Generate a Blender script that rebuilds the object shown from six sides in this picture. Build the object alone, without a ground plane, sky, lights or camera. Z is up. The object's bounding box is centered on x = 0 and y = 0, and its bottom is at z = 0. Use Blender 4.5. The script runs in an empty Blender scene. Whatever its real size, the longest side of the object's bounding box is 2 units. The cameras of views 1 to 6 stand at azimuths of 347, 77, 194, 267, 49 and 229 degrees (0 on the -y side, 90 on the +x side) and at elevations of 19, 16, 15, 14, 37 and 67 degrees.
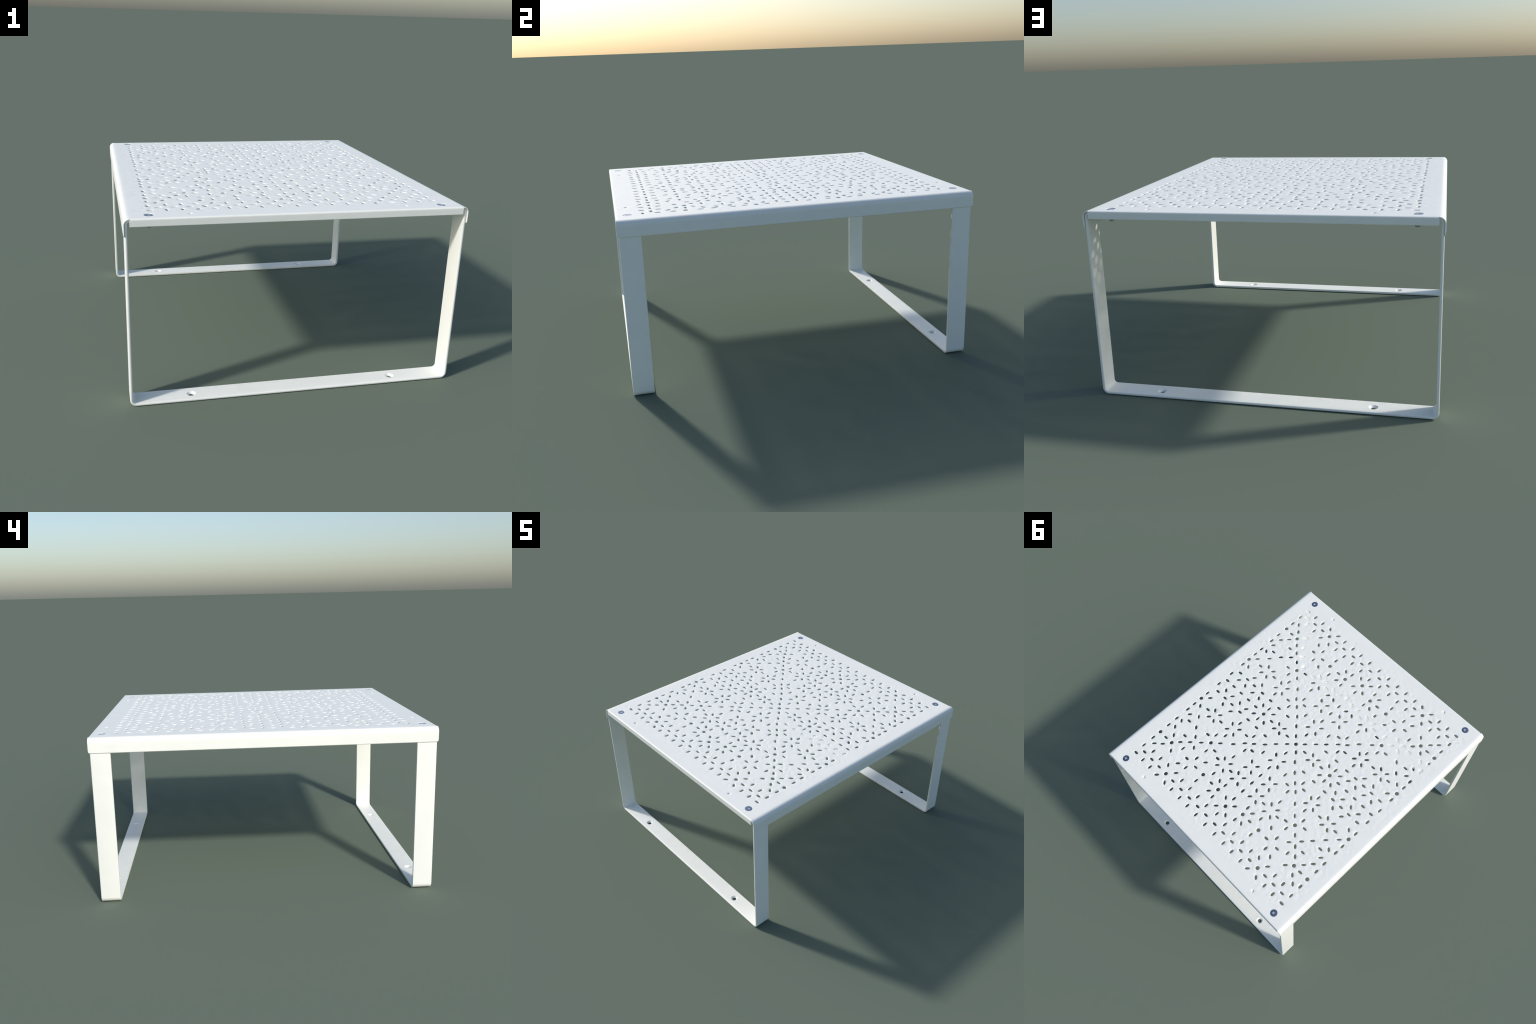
"""White powder-coated sheet-metal shelf stand: a perforated top plate folded
down on four sides, two closed flat-bar leg frames and four countersunk screws."""
import bpy, bmesh, math
from mathutils import Vector, noise
from mathutils.geometry import delaunay_2d_cdt

# ------------------------------------------------------------------ sizes (m)
TOP = 0.9962         # height of the plate's upper face
SHEET = 0.0046       # sheet thickness of the plate
HALF_X = 0.8815      # outer faces of the deep side flanges
HALF_Y = 1.0         # outer faces of the shallow end lips
FOLD_R = 0.030       # outer radius of the side folds
LIP_R = 0.009        # outer radius of the end-lip folds
FLANGE_FOOT = 0.9075  # lower edge of the side flanges
LIP_FOOT = 0.955     # lower edge of the end lips
FLAT_X = HALF_X - FOLD_R
FLAT_Y = HALF_Y - LIP_R
BAR = 0.0145         # flat-bar thickness of the leg frames
BAR_SPAN = {1: (0.8756, 0.9915), -1: (0.8770, 0.9932)}   # bar spans this in |y|
FRAME_X = 0.8757     # outer faces of the uprights, tucked behind the flanges
TUCK = HALF_X - FRAME_X
SCREW_X, SCREW_Y = 0.7565, 0.936
MARK_X, MARK_Y = 0.5575, 0.936

# ------------------------------------------- the perforation, one quarter of it
# The pattern is mirrored in x and in y.  Petal-shaped slots lie in four
# directions; the round holes are the hearts of the flowers.
HEARTS = [(0, 0), (0, .671), (.126, .626), (.282, .626), (.335, 0), (.428, .425),
          (.469, .808), (.624, .625), (.746, .626), (.747, .237)]

# slots across the plate (long axis along y)
ALONG_Y = (
    # spine of the plate
    [(0, y) for y in (.100, .261, .344, .425, .510, .592, .749, .857)]
    # twin border rows, either side of a row of lengthwise slots
    + [(x, .761) for x in (.095, .184, .268, .353, .585, .663)]
    + [(x, .856) for x in (.095, .185, .267, .353, .586, .664)]
    # outer border row
    + [(.748, y) for y in (.062, .176, .302, .366, .471, .548, .692, .777)]
    # single petals of the flowers
    + [(.115, .569), (.115, .689), (.116, .210), (.218, .293), (.236, .383),
       (.238, .568), (.253, .172), (.283, .691), (.337, .056), (.398, .173),
       (.398, .314), (.405, .491), (.408, .576), (.408, .679), (.448, .358),
       (.533, .596)])

# slots lengthwise (long axis along x)
ALONG_X = (
    [(x, 0) for x in (.089, .252, .418, .497, .575, .653, .723)]
    + [(x, .809) for x in (.045, .131, .218, .306, .393, .542, .622, .702)]
    + [(x, .1115) for x in (.200, .291, .379, .466, .553, .627, .704)]
    + [(x, .627) for x in (.195, .361, .455, .684)]
    + [(.167, .471), (.178, .258), (.294, .206), (.303, .472), (.362, .448),
       (.492, .397), (.503, .264), (.600, .521), (.643, .264), (.668, .422),
       (.740, .855)])

# slots running out from the centre (towards the plate corner)
RADIAL = [(.038, .216), (.045, .044), (.048, .714), (.062, .314), (.064, .440),
          (.100, .101), (.120, .377), (.121, .503), (.151, .159), (.166, .678),
          (.198, .025), (.209, .212), (.209, .435), (.258, .255), (.269, .507),
          (.310, .318), (.340, .553), (.364, .210), (.379, .380), (.389, .047),
          (.424, .754), (.432, .269), (.453, .063), (.471, .697), (.478, .474),
          (.508, .859), (.518, .156), (.536, .528), (.547, .231), (.585, .577),
          (.596, .297), (.600, .063), (.662, .676), (.703, .189), (.706, .383),
          (.706, .716)]

# slots square to those
TANGENT = [(.038, .156), (.045, .627), (.062, .376), (.063, .502), (.119, .314),
           (.120, .441), (.145, .026), (.167, .575), (.209, .507), (.269, .436),
           (.283, .048), (.365, .268), (.424, .858), (.433, .213), (.484, .537),
           (.508, .754), (.521, .062), (.540, .473), (.546, .296), (.580, .669),
           (.593, .420), (.601, .157), (.601, .231), (.645, .350), (.659, .575),
           (.669, .063), (.704, .525), (.705, .284), (.708, .460)]

SLOT_L, SLOT_W, HEART_R = 0.0340, 0.0157, 0.0134


def mirrored(x, y):
    for sx in ((1,) if x == 0 else (1, -1)):
        for sy in ((1,) if y == 0 else (1, -1)):
            yield sx, sy


# The press tool is not quite even: it sits a little off centre, and these holes
# have crept from their mirrored place (x, y, creep in x and in y, in mm).
CREPT = [
    (-.748, -.777, -6, 4), (-.748, -.692, -4, 4), (-.748, -.548, -6, -6),
    (-.748, -.471, -5, -2), (-.748, -.366, -5, 3), (-.748, -.302, -5, 2),
    (-.748, -.176, -6, 2), (-.748, -.062, -5, 2), (-.748, .062, -4, -3),
    (-.748, .176, -6, -1), (-.748, .302, -5, -1), (-.748, .366, -5, -1),
    (-.748, .471, -5, 1), (-.748, .548, -6, -1), (-.748, .692, -5, 0), (-.748, .777, -6, 0),
    (-.747, -.237, -3, 3), (-.746, -.626, -5, 9), (-.746, .626, -4, 0),
    (-.74, -.855, -5, -1), (-.74, .855, -7, 1), (-.723, 0, -6, 2), (-.708, -.46, 3, 8),
    (-.706, -.383, 0, 5), (-.684, -.627, 1, 8), (-.668, -.422, 4, 7), (-.668, .422, 4, -1),
    (-.662, -.676, -3, 3), (-.659, .575, -6, 0), (-.645, -.35, 1, 8), (-.643, -.264, -2, 6),
    (-.643, .264, -5, -1), (-.624, -.625, 2, 5), (-.596, -.297, -7, 5),
    (-.596, .297, -6, -2), (-.593, -.42, 4, 14), (-.593, .42, 5, -3), (-.58, .669, -1, -6),
    (-.546, -.296, -4, 6), (-.546, .296, -4, -3), (-.503, -.264, -1, 5),
    (-.484, -.537, 4, 0), (-.471, -.697, -4, 3), (-.466, -.112, -10, 0),
    (-.466, .112, -10, 0), (-.455, -.627, -7, -3), (-.455, .627, -7, -1),
    (-.448, -.358, 3, -4), (-.448, .358, 4, 4), (-.432, .269, -2, -8), (-.405, -.491, 3, 6),
    (-.405, .491, 3, -7), (-.398, -.314, 0, 9), (-.398, .314, 0, -10),
    (-.379, -.112, -15, 2), (-.379, .112, -17, 0), (-.365, .268, 1, -6),
    (-.364, -.21, 0, -5), (-.34, -.553, 10, -4), (-.34, .553, 10, 0), (-.31, .318, -7, 0),
    (-.294, -.206, 7, 5), (-.294, .206, 7, -1), (-.283, -.691, 5, -1),
    (-.283, .691, 14, -6), (-.282, -.626, 4, -4), (-.253, -.172, 6, 4), (-.253, .172, 5, 0),
    (-.238, -.568, 3, 9), (-.238, .568, 4, -8), (-.2, -.112, 9, 2), (-.2, .112, 9, 0),
    (-.178, -.258, 5, 4), (-.151, -.159, 0, 7), (-.116, .21, 0, 8), (-.1, .101, 6, 1),
    (-.048, -.714, 1, -4), (-.045, -.627, 1, -5), (0, -.671, 1, -6), (0, -.592, 0, -7),
    (0, -.51, 2, -8), (0, -.425, -1, -6), (0, -.344, 0, -4), (0, -.1, 0, -4),
    (.306, -.809, 9, 1), (.34, -.553, -1, -7), (.405, -.491, 11, 7), (.546, -.296, -3, 2),
    (.547, -.231, 0, 5), (.601, -.231, 0, 5), (.624, -.625, 1, 5), (.643, -.264, 1, 5),
    (.659, -.575, 4, 2), (.662, -.676, 0, 7), (.663, -.761, 2, -4), (.668, -.422, -3, 10),
    (.684, -.627, 0, 7), (.706, -.383, 2, 5), (.708, -.46, 2, 8), (.748, -.548, 2, 3),
]
CREEP = {(round(x * 1000), round(y * 1000)): (dx / 1000, dy / 1000) for x, y, dx, dy in CREPT}


def stamped(x, y):
    """Where the press really put a hole."""
    dx, dy = CREEP.get((round(x * 1000), round(y * 1000)), (0, 0))
    return x + dx + .0020, y + dy + .0015


def holes():
    """(x, y, kind, angle) of every opening in the plate."""
    out = []
    for x, y in HEARTS:
        out += [(*stamped(x * sx, y * sy), 'heart', 0.0) for sx, sy in mirrored(x, y)]
    for pts, ang in ((ALONG_X, 0), (ALONG_Y, 90), (RADIAL, 45), (TANGENT, 135)):
        for x, y in pts:
            for sx, sy in mirrored(x, y):
                a = ang if sx * sy > 0 else -ang
                out.append((*stamped(x * sx, y * sy), 'slot', math.radians(a)))
    for sx in (1, -1):
        for sy in (1, -1):
            out.append((SCREW_X * sx, SCREW_Y * sy, 'screw', 0.0))
            out.append((MARK_X * sx, MARK_Y * sy, 'mark', 0.0))
    return out


def wear(x, y):
    """Uneven paint build-up makes some slots wider than others."""
    return 1.0 + 0.22 * noise.noise(Vector((x * 31, y * 31, 1.7)))


def contour(kind, ang, grow, width=1.0):
    """Outline of an opening, grown outwards by `grow`."""
    if kind != 'slot':
        r = {'heart': HEART_R, 'screw': 0.0240, 'mark': 0.0085}[kind] + grow
        n = {'heart': 16, 'screw': 28, 'mark': 14}[kind]
        return [(r * math.cos(2 * math.pi * i / n), r * math.sin(2 * math.pi * i / n))
                for i in range(n)]
    n, pts = 16, []
    for i in range(n):
        t = 2 * math.pi * i / n
        c, s = math.cos(t), math.sin(t)
        # leaf: pointed ellipse
        u = math.copysign(abs(c) ** 0.87, c) * (SLOT_L / 2 + grow)
        v = math.copysign(abs(s) ** 1.10, s) * (SLOT_W / 2 * width + grow)
        pts.append((u * math.cos(ang) - v * math.sin(ang),
                    u * math.sin(ang) + v * math.cos(ang)))
    return pts


def relief(x, y):
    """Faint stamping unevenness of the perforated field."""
    edge = min(1.0, max(0.0, (0.80 - abs(x)) / 0.05)) * min(1.0, max(0.0, (0.93 - abs(y)) / 0.05))
    p = Vector((x * 26, y * 26, 3.1))
    q = Vector((x * 4, y * 4, 7.7))
    return (noise.noise(p) * 0.0006 + noise.noise(p * 2.1) * 0.0003) * edge * (0.6 + noise.noise(q))


# ------------------------------------------------------------------- materials
def paint_material():
    m = bpy.data.materials.new("white_powder_coat")
    m.use_nodes = True
    nt = m.node_tree
    b = nt.nodes["Principled BSDF"]
    co = nt.nodes.new("ShaderNodeTexCoord")
    n1 = nt.nodes.new("ShaderNodeTexNoise")
    n1.inputs["Scale"].default_value = 9.0
    n1.inputs["Detail"].default_value = 4.0
    ramp = nt.nodes.new("ShaderNodeValToRGB")
    ramp.color_ramp.elements[0].position = 0.3
    ramp.color_ramp.elements[0].color = (0.888, 0.900, 0.845, 1)
    ramp.color_ramp.elements[1].position = 0.7
    ramp.color_ramp.elements[1].color = (0.920, 0.930, 0.875, 1)
    nt.links.new(co.outputs["Object"], n1.inputs["Vector"])
    nt.links.new(n1.outputs["Fac"], ramp.inputs["Fac"])
    nt.links.new(ramp.outputs["Color"], b.inputs["Base Color"])
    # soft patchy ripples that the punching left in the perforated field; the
    # plain bars and flanges carry only a trace of them
    n2 = nt.nodes.new("ShaderNodeTexNoise")
    n2.inputs["Scale"].default_value = 36.0
    n2.inputs["Detail"].default_value = 0.6
    n2.inputs["Distortion"].default_value = 0.25
    n3 = nt.nodes.new("ShaderNodeTexNoise")
    n3.inputs["Scale"].default_value = 7.0
    n3.inputs["Detail"].default_value = 0.0
    patch = nt.nodes.new("ShaderNodeMapRange")
    patch.interpolation_type = 'SMOOTHSTEP'
    patch.inputs["From Min"].default_value = 0.35
    patch.inputs["From Max"].default_value = 0.65
    patch.inputs["To Min"].default_value = 0.25
    patch.inputs["To Max"].default_value = 1.0
    sep = nt.nodes.new("ShaderNodeSeparateXYZ")
    nt.links.new(co.outputs["Object"], sep.inputs["Vector"])
    nt.links.new(co.outputs["Object"], n2.inputs["Vector"])
    nt.links.new(co.outputs["Object"], n3.inputs["Vector"])
    nt.links.new(n3.outputs["Fac"], patch.inputs["Value"])
    strength = patch.outputs["Result"]
    for axis, inner, outer in (("X", 0.76, 0.86), ("Y", 0.86, 0.95)):
        size = nt.nodes.new("ShaderNodeMath")
        size.operation = 'ABSOLUTE'
        nt.links.new(sep.outputs[axis], size.inputs[0])
        fade = nt.nodes.new("ShaderNodeMapRange")
        fade.interpolation_type = 'SMOOTHSTEP'
        fade.inputs["From Min"].default_value = inner
        fade.inputs["From Max"].default_value = outer
        fade.inputs["To Min"].default_value = 1.0
        fade.inputs["To Max"].default_value = 0.15
        nt.links.new(size.outputs["Value"], fade.inputs["Value"])
        mul = nt.nodes.new("ShaderNodeMath")
        mul.operation = 'MULTIPLY'
        nt.links.new(strength, mul.inputs[0])
        nt.links.new(fade.outputs["Result"], mul.inputs[1])
        strength = mul.outputs["Value"]
    bump = nt.nodes.new("ShaderNodeBump")
    bump.inputs["Distance"].default_value = 0.0034
    nt.links.new(strength, bump.inputs["Strength"])
    nt.links.new(n2.outputs["Fac"], bump.inputs["Height"])
    nt.links.new(bump.outputs["Normal"], b.inputs["Normal"])
    b.inputs["Roughness"].default_value = 0.42
    return m


def steel_material():
    m = bpy.data.materials.new("zinc_plated_steel")
    m.use_nodes = True
    nt = m.node_tree
    b = nt.nodes["Principled BSDF"]
    co = nt.nodes.new("ShaderNodeTexCoord")
    n1 = nt.nodes.new("ShaderNodeTexNoise")
    n1.inputs["Scale"].default_value = 60.0
    ramp = nt.nodes.new("ShaderNodeValToRGB")
    ramp.color_ramp.elements[0].color = (0.42, 0.44, 0.48, 1)
    ramp.color_ramp.elements[1].color = (0.56, 0.58, 0.62, 1)
    nt.links.new(co.outputs["Object"], n1.inputs["Vector"])
    nt.links.new(n1.outputs["Fac"], ramp.inputs["Fac"])
    nt.links.new(ramp.outputs["Color"], b.inputs["Base Color"])
    b.inputs["Metallic"].default_value = 1.0
    b.inputs["Roughness"].default_value = 0.22
    return m


def recess_material():
    """Pale mottled grey-white centre of the driver recess."""
    m = bpy.data.materials.new("pale_recess")
    m.use_nodes = True
    nt = m.node_tree
    b = nt.nodes["Principled BSDF"]
    co = nt.nodes.new("ShaderNodeTexCoord")
    n1 = nt.nodes.new("ShaderNodeTexNoise")
    n1.inputs["Scale"].default_value = 160.0
    ramp = nt.nodes.new("ShaderNodeValToRGB")
    ramp.color_ramp.elements[0].position = 0.35
    ramp.color_ramp.elements[0].color = (0.45, 0.47, 0.52, 1)
    ramp.color_ramp.elements[1].position = 0.6
    ramp.color_ramp.elements[1].color = (0.86, 0.87, 0.88, 1)
    nt.links.new(co.outputs["Object"], n1.inputs["Vector"])
    nt.links.new(n1.outputs["Fac"], ramp.inputs["Fac"])
    nt.links.new(ramp.outputs["Color"], b.inputs["Base Color"])
    b.inputs["Metallic"].default_value = 0.25
    b.inputs["Roughness"].default_value = 0.5
    return m


PAINT, STEEL, RECESS = paint_material(), steel_material(), recess_material()


def new_object(name, bm, mat, parent, angle=38):
    me = bpy.data.meshes.new(name)
    bmesh.ops.recalc_face_normals(bm, faces=bm.faces[:])
    for f in bm.faces:
        f.smooth = True
    for e in bm.edges:
        if len(e.link_faces) == 2 and e.calc_face_angle(0) > math.radians(angle):
            e.smooth = False
    bm.to_mesh(me)
    bm.free()
    me.materials.append(mat)
    ob = bpy.data.objects.new(name, me)
    bpy.context.scene.collection.objects.link(ob)
    ob.parent = parent
    return ob


# ------------------------------------------------------------------- top plate
def steps(a, b, n):
    return [a + (b - a) * i / n for i in range(n + 1)]


NX, NY = 122, 142      # subdivision of the flat field's edges


def add_field(bm):
    """Flat perforated field, upper and lower skin joined by the hole walls."""
    xs, ys = steps(-FLAT_X, FLAT_X, NX), steps(-FLAT_Y, FLAT_Y, NY)
    pts, faces_in, rings = [], [], []
    border = ([(x, -FLAT_Y) for x in xs[:-1]] + [(FLAT_X, y) for y in ys[:-1]]
              + [(x, FLAT_Y) for x in xs[:0:-1]] + [(-FLAT_X, y) for y in ys[:0:-1]])
    pts += [Vector(p) for p in border]
    nb = len(border)
    edges = [(i, (i + 1) % nb) for i in range(nb)]
    hs = holes()
    cells = {}
    RIM = 0.0024
    for hi, (hx, hy, kind, ang) in enumerate(hs):
        base = len(pts)
        c = contour(kind, ang, RIM, wear(hx, hy))
        pts += [Vector((hx + u, hy + v)) for u, v in c]
        rings.append(list(range(base, base + len(c))))
        faces_in.append(rings[-1])
        for i in range(-1, 2):
            for j in range(-1, 2):
                cells.setdefault((int(hx // .05) + i, int(hy // .05) + j), []).append(hi)
    for x in xs[1:-1]:
        for y in ys[1:-1]:
            clear = True
            for hi in cells.get((int(x // .05), int(y // .05)), ()):
                hx, hy, kind, ang = hs[hi]
                dx, dy = x - hx, y - hy
                if kind == 'slot':
                    u = dx * math.cos(ang) + dy * math.sin(ang)
                    v = -dx * math.sin(ang) + dy * math.cos(ang)
                    if (u / (SLOT_L / 2 + .008)) ** 2 + (v / (SLOT_W / 2 + .008)) ** 2 < 1:
                        clear = False
                        break
                elif math.hypot(dx, dy) < {'heart': HEART_R, 'screw': .0240, 'mark': .0085}[kind] + .008:
                    clear = False
                    break
            if clear:
                pts.append(Vector((x, y)))
    V, E, F, ov, oe, of = delaunay_2d_cdt(pts, edges, faces_in, 0, 1e-6)
    back = {}
    for i, src in enumerate(ov):
        for s in src:
            back[s] = i
    rise = [relief(p.x, p.y) for p in V]
    up = [bm.verts.new((p.x, p.y, TOP + h)) for p, h in zip(V, rise)]
    lo = [bm.verts.new((p.x, p.y, TOP - SHEET)) for p in V]
    for f, src in zip(F, of):
        if src:
            continue
        bm.faces.new([up[i] for i in f])
        bm.faces.new([lo[i] for i in reversed(f)])
    for (hx, hy, kind, ang), ring in zip(hs, rings):
        loops = [[up[back[i]] for i in ring]]
        tight = ((.0006, 0.0), (.0002, -.0006), (0, -.0026), (0, -SHEET))
        for grow, z in tight if kind == 'screw' else ((.0010, -.0005), (.0002, -.0015), (0, -.0026), (0, -SHEET)):
            loops.append([bm.verts.new((hx + u, hy + v, TOP + z)) for u, v in contour(kind, ang, grow, wear(hx, hy))])
        loops.append([lo[back[i]] for i in ring])
        for a, b in zip(loops, loops[1:]):
            n = len(a)
            for i in range(n):
                bm.faces.new((a[i], a[(i + 1) % n], b[(i + 1) % n], b[i]))


def fold_profile(radius, foot, reach):
    """Outer and inner outline of a fold in (out, z), from the flat to the foot."""
    cx, cz = reach - radius, TOP - radius
    outer = [(cx + radius * math.sin(a), cz + radius * math.cos(a)) for a in steps(0, math.pi / 2, 8)]
    r2 = radius - SHEET
    inner = [(cx + r2 * math.sin(a), cz + r2 * math.cos(a)) for a in steps(0, math.pi / 2, 8)]
    for t in steps(0, 1, 4)[1:]:
        z = cz + (foot + .003 - cz) * t
        outer.append((reach, z))
        inner.append((reach - SHEET, z))
    outer.append((reach - .0026, foot))
    inner.append((reach - SHEET + .0004, foot))
    return outer, inner


def add_fold(bm, axis, sign, stations, radius, foot, reach, end, corner):
    """Sweep a fold along the edge; `corner` rounds the flange's lower ends."""
    loops = []
    for s in stations:
        f = foot
        over = abs(s) - (end - corner)
        if corner and over > 0:
            f = foot + corner - math.sqrt(max(0.0, corner ** 2 - over ** 2))
        o, i = fold_profile(radius, f, reach)
        row = []
        inset = 0.0015 if corner and abs(abs(s) - end) < 1e-6 else 0.0
        for k, (a, z) in enumerate(o + i[::-1]):
            if inset and k < len(o):
                t = min(k, 8) / 8 * math.pi / 2
                a, z = a - inset * math.sin(t), z - inset * math.cos(t)
            p = (sign * a, s, z) if axis == 'x' else (s, sign * a, z)
            row.append(bm.verts.new(p))
        loops.append(row)
    n = len(loops[0])
    for a, b in zip(loops, loops[1:]):
        for k in range(n - 1):
            bm.faces.new((a[k], a[k + 1], b[k + 1], b[k]))
    half = n // 2
    for row in (loops[0], loops[-1]):
        for k in range(half - 1):
            bm.faces.new((row[k], row[k + 1], row[n - 2 - k], row[n - 1 - k]))


def build_plate(root):
    bm = bmesh.new()
    add_field(bm)
    ys, xs = steps(-FLAT_Y, FLAT_Y, NY), steps(-FLAT_X, FLAT_X, NX)
    c = 0.011
    tail = [HALF_Y - c * k for k in (.6, .3, .13)] + [HALF_Y]
    tail = [t for t in tail if t > FLAT_Y + .0005]
    ys = [-t for t in tail[::-1]] + ys + tail
    for sign in (1, -1):
        add_fold(bm, 'x', sign, ys, FOLD_R, FLANGE_FOOT, HALF_X, HALF_Y, c)
        add_fold(bm, 'y', sign, xs, LIP_R, LIP_FOOT, HALF_Y, FLAT_X, 0)
    bmesh.ops.remove_doubles(bm, verts=bm.verts[:], dist=1e-5)
    return new_object("top_plate", bm, PAINT, root)


# ------------------------------------------------------------------ leg frames
def rounded_loop(hx, z0, z1, r0, r1, off):
    """Closed frame outline in x-z, moved inwards by `off`."""
    pts = []
    for cx, cz, r, a0 in ((hx - r0, z0 + r0, r0, -90), (hx - r1, z1 - r1, r1, 0),
                          (-(hx - r1), z1 - r1, r1, 90), (-(hx - r0), z0 + r0, r0, 180)):
        for a in steps(a0, a0 + 90, 8):
            t = math.radians(a)
            pts.append((cx + (r - off) * math.cos(t), cz + (r - off) * math.sin(t)))
    return pts


def cone_cutter(name, x, y, r_top, r_low):
    bm = bmesh.new()
    rings = []
    for z, r in ((-.01, r_low), (.0045, r_low), (BAR - .001, r_top - .001),
                 (BAR + .0006, r_top + .0012), (BAR + .01, r_top + .0012)):
        rings.append([bm.verts.new((x + r * math.cos(2 * math.pi * i / 24),
                                    y + r * math.sin(2 * math.pi * i / 24), z)) for i in range(24)])
    for a, b in zip(rings, rings[1:]):
        for i in range(24):
            bm.faces.new((a[i], a[(i + 1) % 24], b[(i + 1) % 24], b[i]))
    bm.faces.new(rings[0][::-1])
    bm.faces.new(rings[-1])
    bmesh.ops.recalc_face_normals(bm, faces=bm.faces[:])
    me = bpy.data.meshes.new(name)
    bm.to_mesh(me)
    bm.free()
    ob = bpy.data.objects.new(name, me)
    bpy.context.scene.collection.objects.link(ob)
    return ob


def build_frame(root, sign):
    bm = bmesh.new()
    ya, yb = (sign * v for v in BAR_SPAN[sign])
    # flat bar with rolled (rounded) edges: (inset from outer face, y)
    r = BAR / 2
    section = []
    for edge, d, bulge in ((yb, -sign, BAR * .36), (ya, sign, BAR * .14)):
        arc = [(r - r * math.cos(t), edge + d * bulge * (1 - math.sin(t))) for t in steps(0, math.pi, 8)]
        section += arc if edge == yb else arc[::-1]
    tracks = []
    for off, y in section:
        loop = rounded_loop(FRAME_X, 0.0, TOP - SHEET - .0004, .034, FOLD_R - TUCK, off)
        tracks.append([bm.verts.new((x - .0006, y, z)) for x, z in loop])
    n = len(tracks[0])
    for a, b in zip(tracks, tracks[1:] + tracks[:1]):
        for i in range(n):
            bm.faces.new((a[i], a[(i + 1) % n], b[(i + 1) % n], b[i]))
    ob = new_object("leg_frame", bm, PAINT, root, 50)
    cutters = [cone_cutter("cutter", MARK_X * sx, MARK_Y * sign, .0235, .0145) for sx in (1, -1)]
    for c in cutters:
        m = ob.modifiers.new("countersink", 'BOOLEAN')
        m.operation, m.solver, m.object = 'DIFFERENCE', 'EXACT', c
    bpy.context.view_layer.update()
    ev = ob.evaluated_get(bpy.context.evaluated_depsgraph_get())
    me = bpy.data.meshes.new_from_object(ev)
    ob.modifiers.clear()
    ob.data = me
    me.name = "leg_frame"
    for c in cutters:
        bpy.data.objects.remove(c, do_unlink=True)
    bm = bmesh.new()
    bm.from_mesh(me)
    for f in bm.faces:
        f.smooth = True
    for ed in bm.edges:
        ed.smooth = not (len(ed.link_faces) == 2 and ed.calc_face_angle(0) > math.radians(30))
    bm.to_mesh(me)
    bm.free()
    return ob


# ---------------------------------------------------------------------- screws
def screw_mesh():
    """Countersunk cross-recess screw, origin at the head's upper face."""
    bm = bmesh.new()
    prof = [(.0236, -.0040), (.0236, -.0012), (.0222, -.0008), (.0150, -.0004), (.0105, -.0003)]
    low = [(.0135, -.0120), (.0135, -.0560), (.0105, -.0610), (.0, -.0620)]
    n = 32

    def ring(r, z):
        return [bm.verts.new((r * math.cos(2 * math.pi * i / n), r * math.sin(2 * math.pi * i / n), z)) for i in range(n)]
    loops = [ring(r, z) for r, z in prof]
    for a, b in zip(loops, loops[1:]):
        for i in range(n):
            bm.faces.new((a[i], a[(i + 1) % n], b[(i + 1) % n], b[i]))
    # cross recess: the inner ring drops steeply into a four-pointed pit
    def star(k, z, r_long, r_short):
        out = []
        for i in range(n):
            t = 2 * math.pi * i / n
            r = r_long if (i % 8) in (0, 1, 7) else r_short
            out.append(bm.verts.new((r * math.cos(t) * k, r * math.sin(t) * k, z)))
        return out
    flat_faces = len(bm.faces)
    pit = [star(1, -.0006, .0098, .0046), star(.25, -.0042, .0098, .0046)]
    prev = loops[-1]
    for lp in pit:
        for i in range(n):
            bm.faces.new((prev[i], prev[(i + 1) % n], lp[(i + 1) % n], lp[i]))
        prev = lp
    bm.faces.new(prev)
    bm.faces.ensure_lookup_table()
    for f in bm.faces[flat_faces + n:]:
        f.material_index = 1
    prev = loops[0]
    for r, z in low[:-1]:
        lp = ring(r, z)
        for i in range(n):
            bm.faces.new((prev[i], prev[(i + 1) % n], lp[(i + 1) % n], lp[i]))
        prev = lp
    bm.faces.new(prev)
    bmesh.ops.recalc_face_normals(bm, faces=bm.faces[:])
    return bm


def build():
    root = bpy.data.objects.new("shelf_stand", None)
    bpy.context.scene.collection.objects.link(root)
    root["label"] = "white metal shelf stand with flower-perforated top and bar legs"
    root["category"] = "shelf stand"
    build_plate(root)
    for sign in (1, -1):
        build_frame(root, sign)
    first = None
    for k, (sx, sy, turn) in enumerate(((1, 1, 20), (1, -1, 65), (-1, 1, 48), (-1, -1, 5))):
        if first is None:
            ob = first = new_object("screw", screw_mesh(), STEEL, root, 35)
            ob.data.materials.append(RECESS)
        else:
            ob = first.copy()
            bpy.context.scene.collection.objects.link(ob)
        ob.location = (SCREW_X * sx, SCREW_Y * sy, TOP - .0003)
        ob.rotation_euler = (0, 0, math.radians(turn))


build()
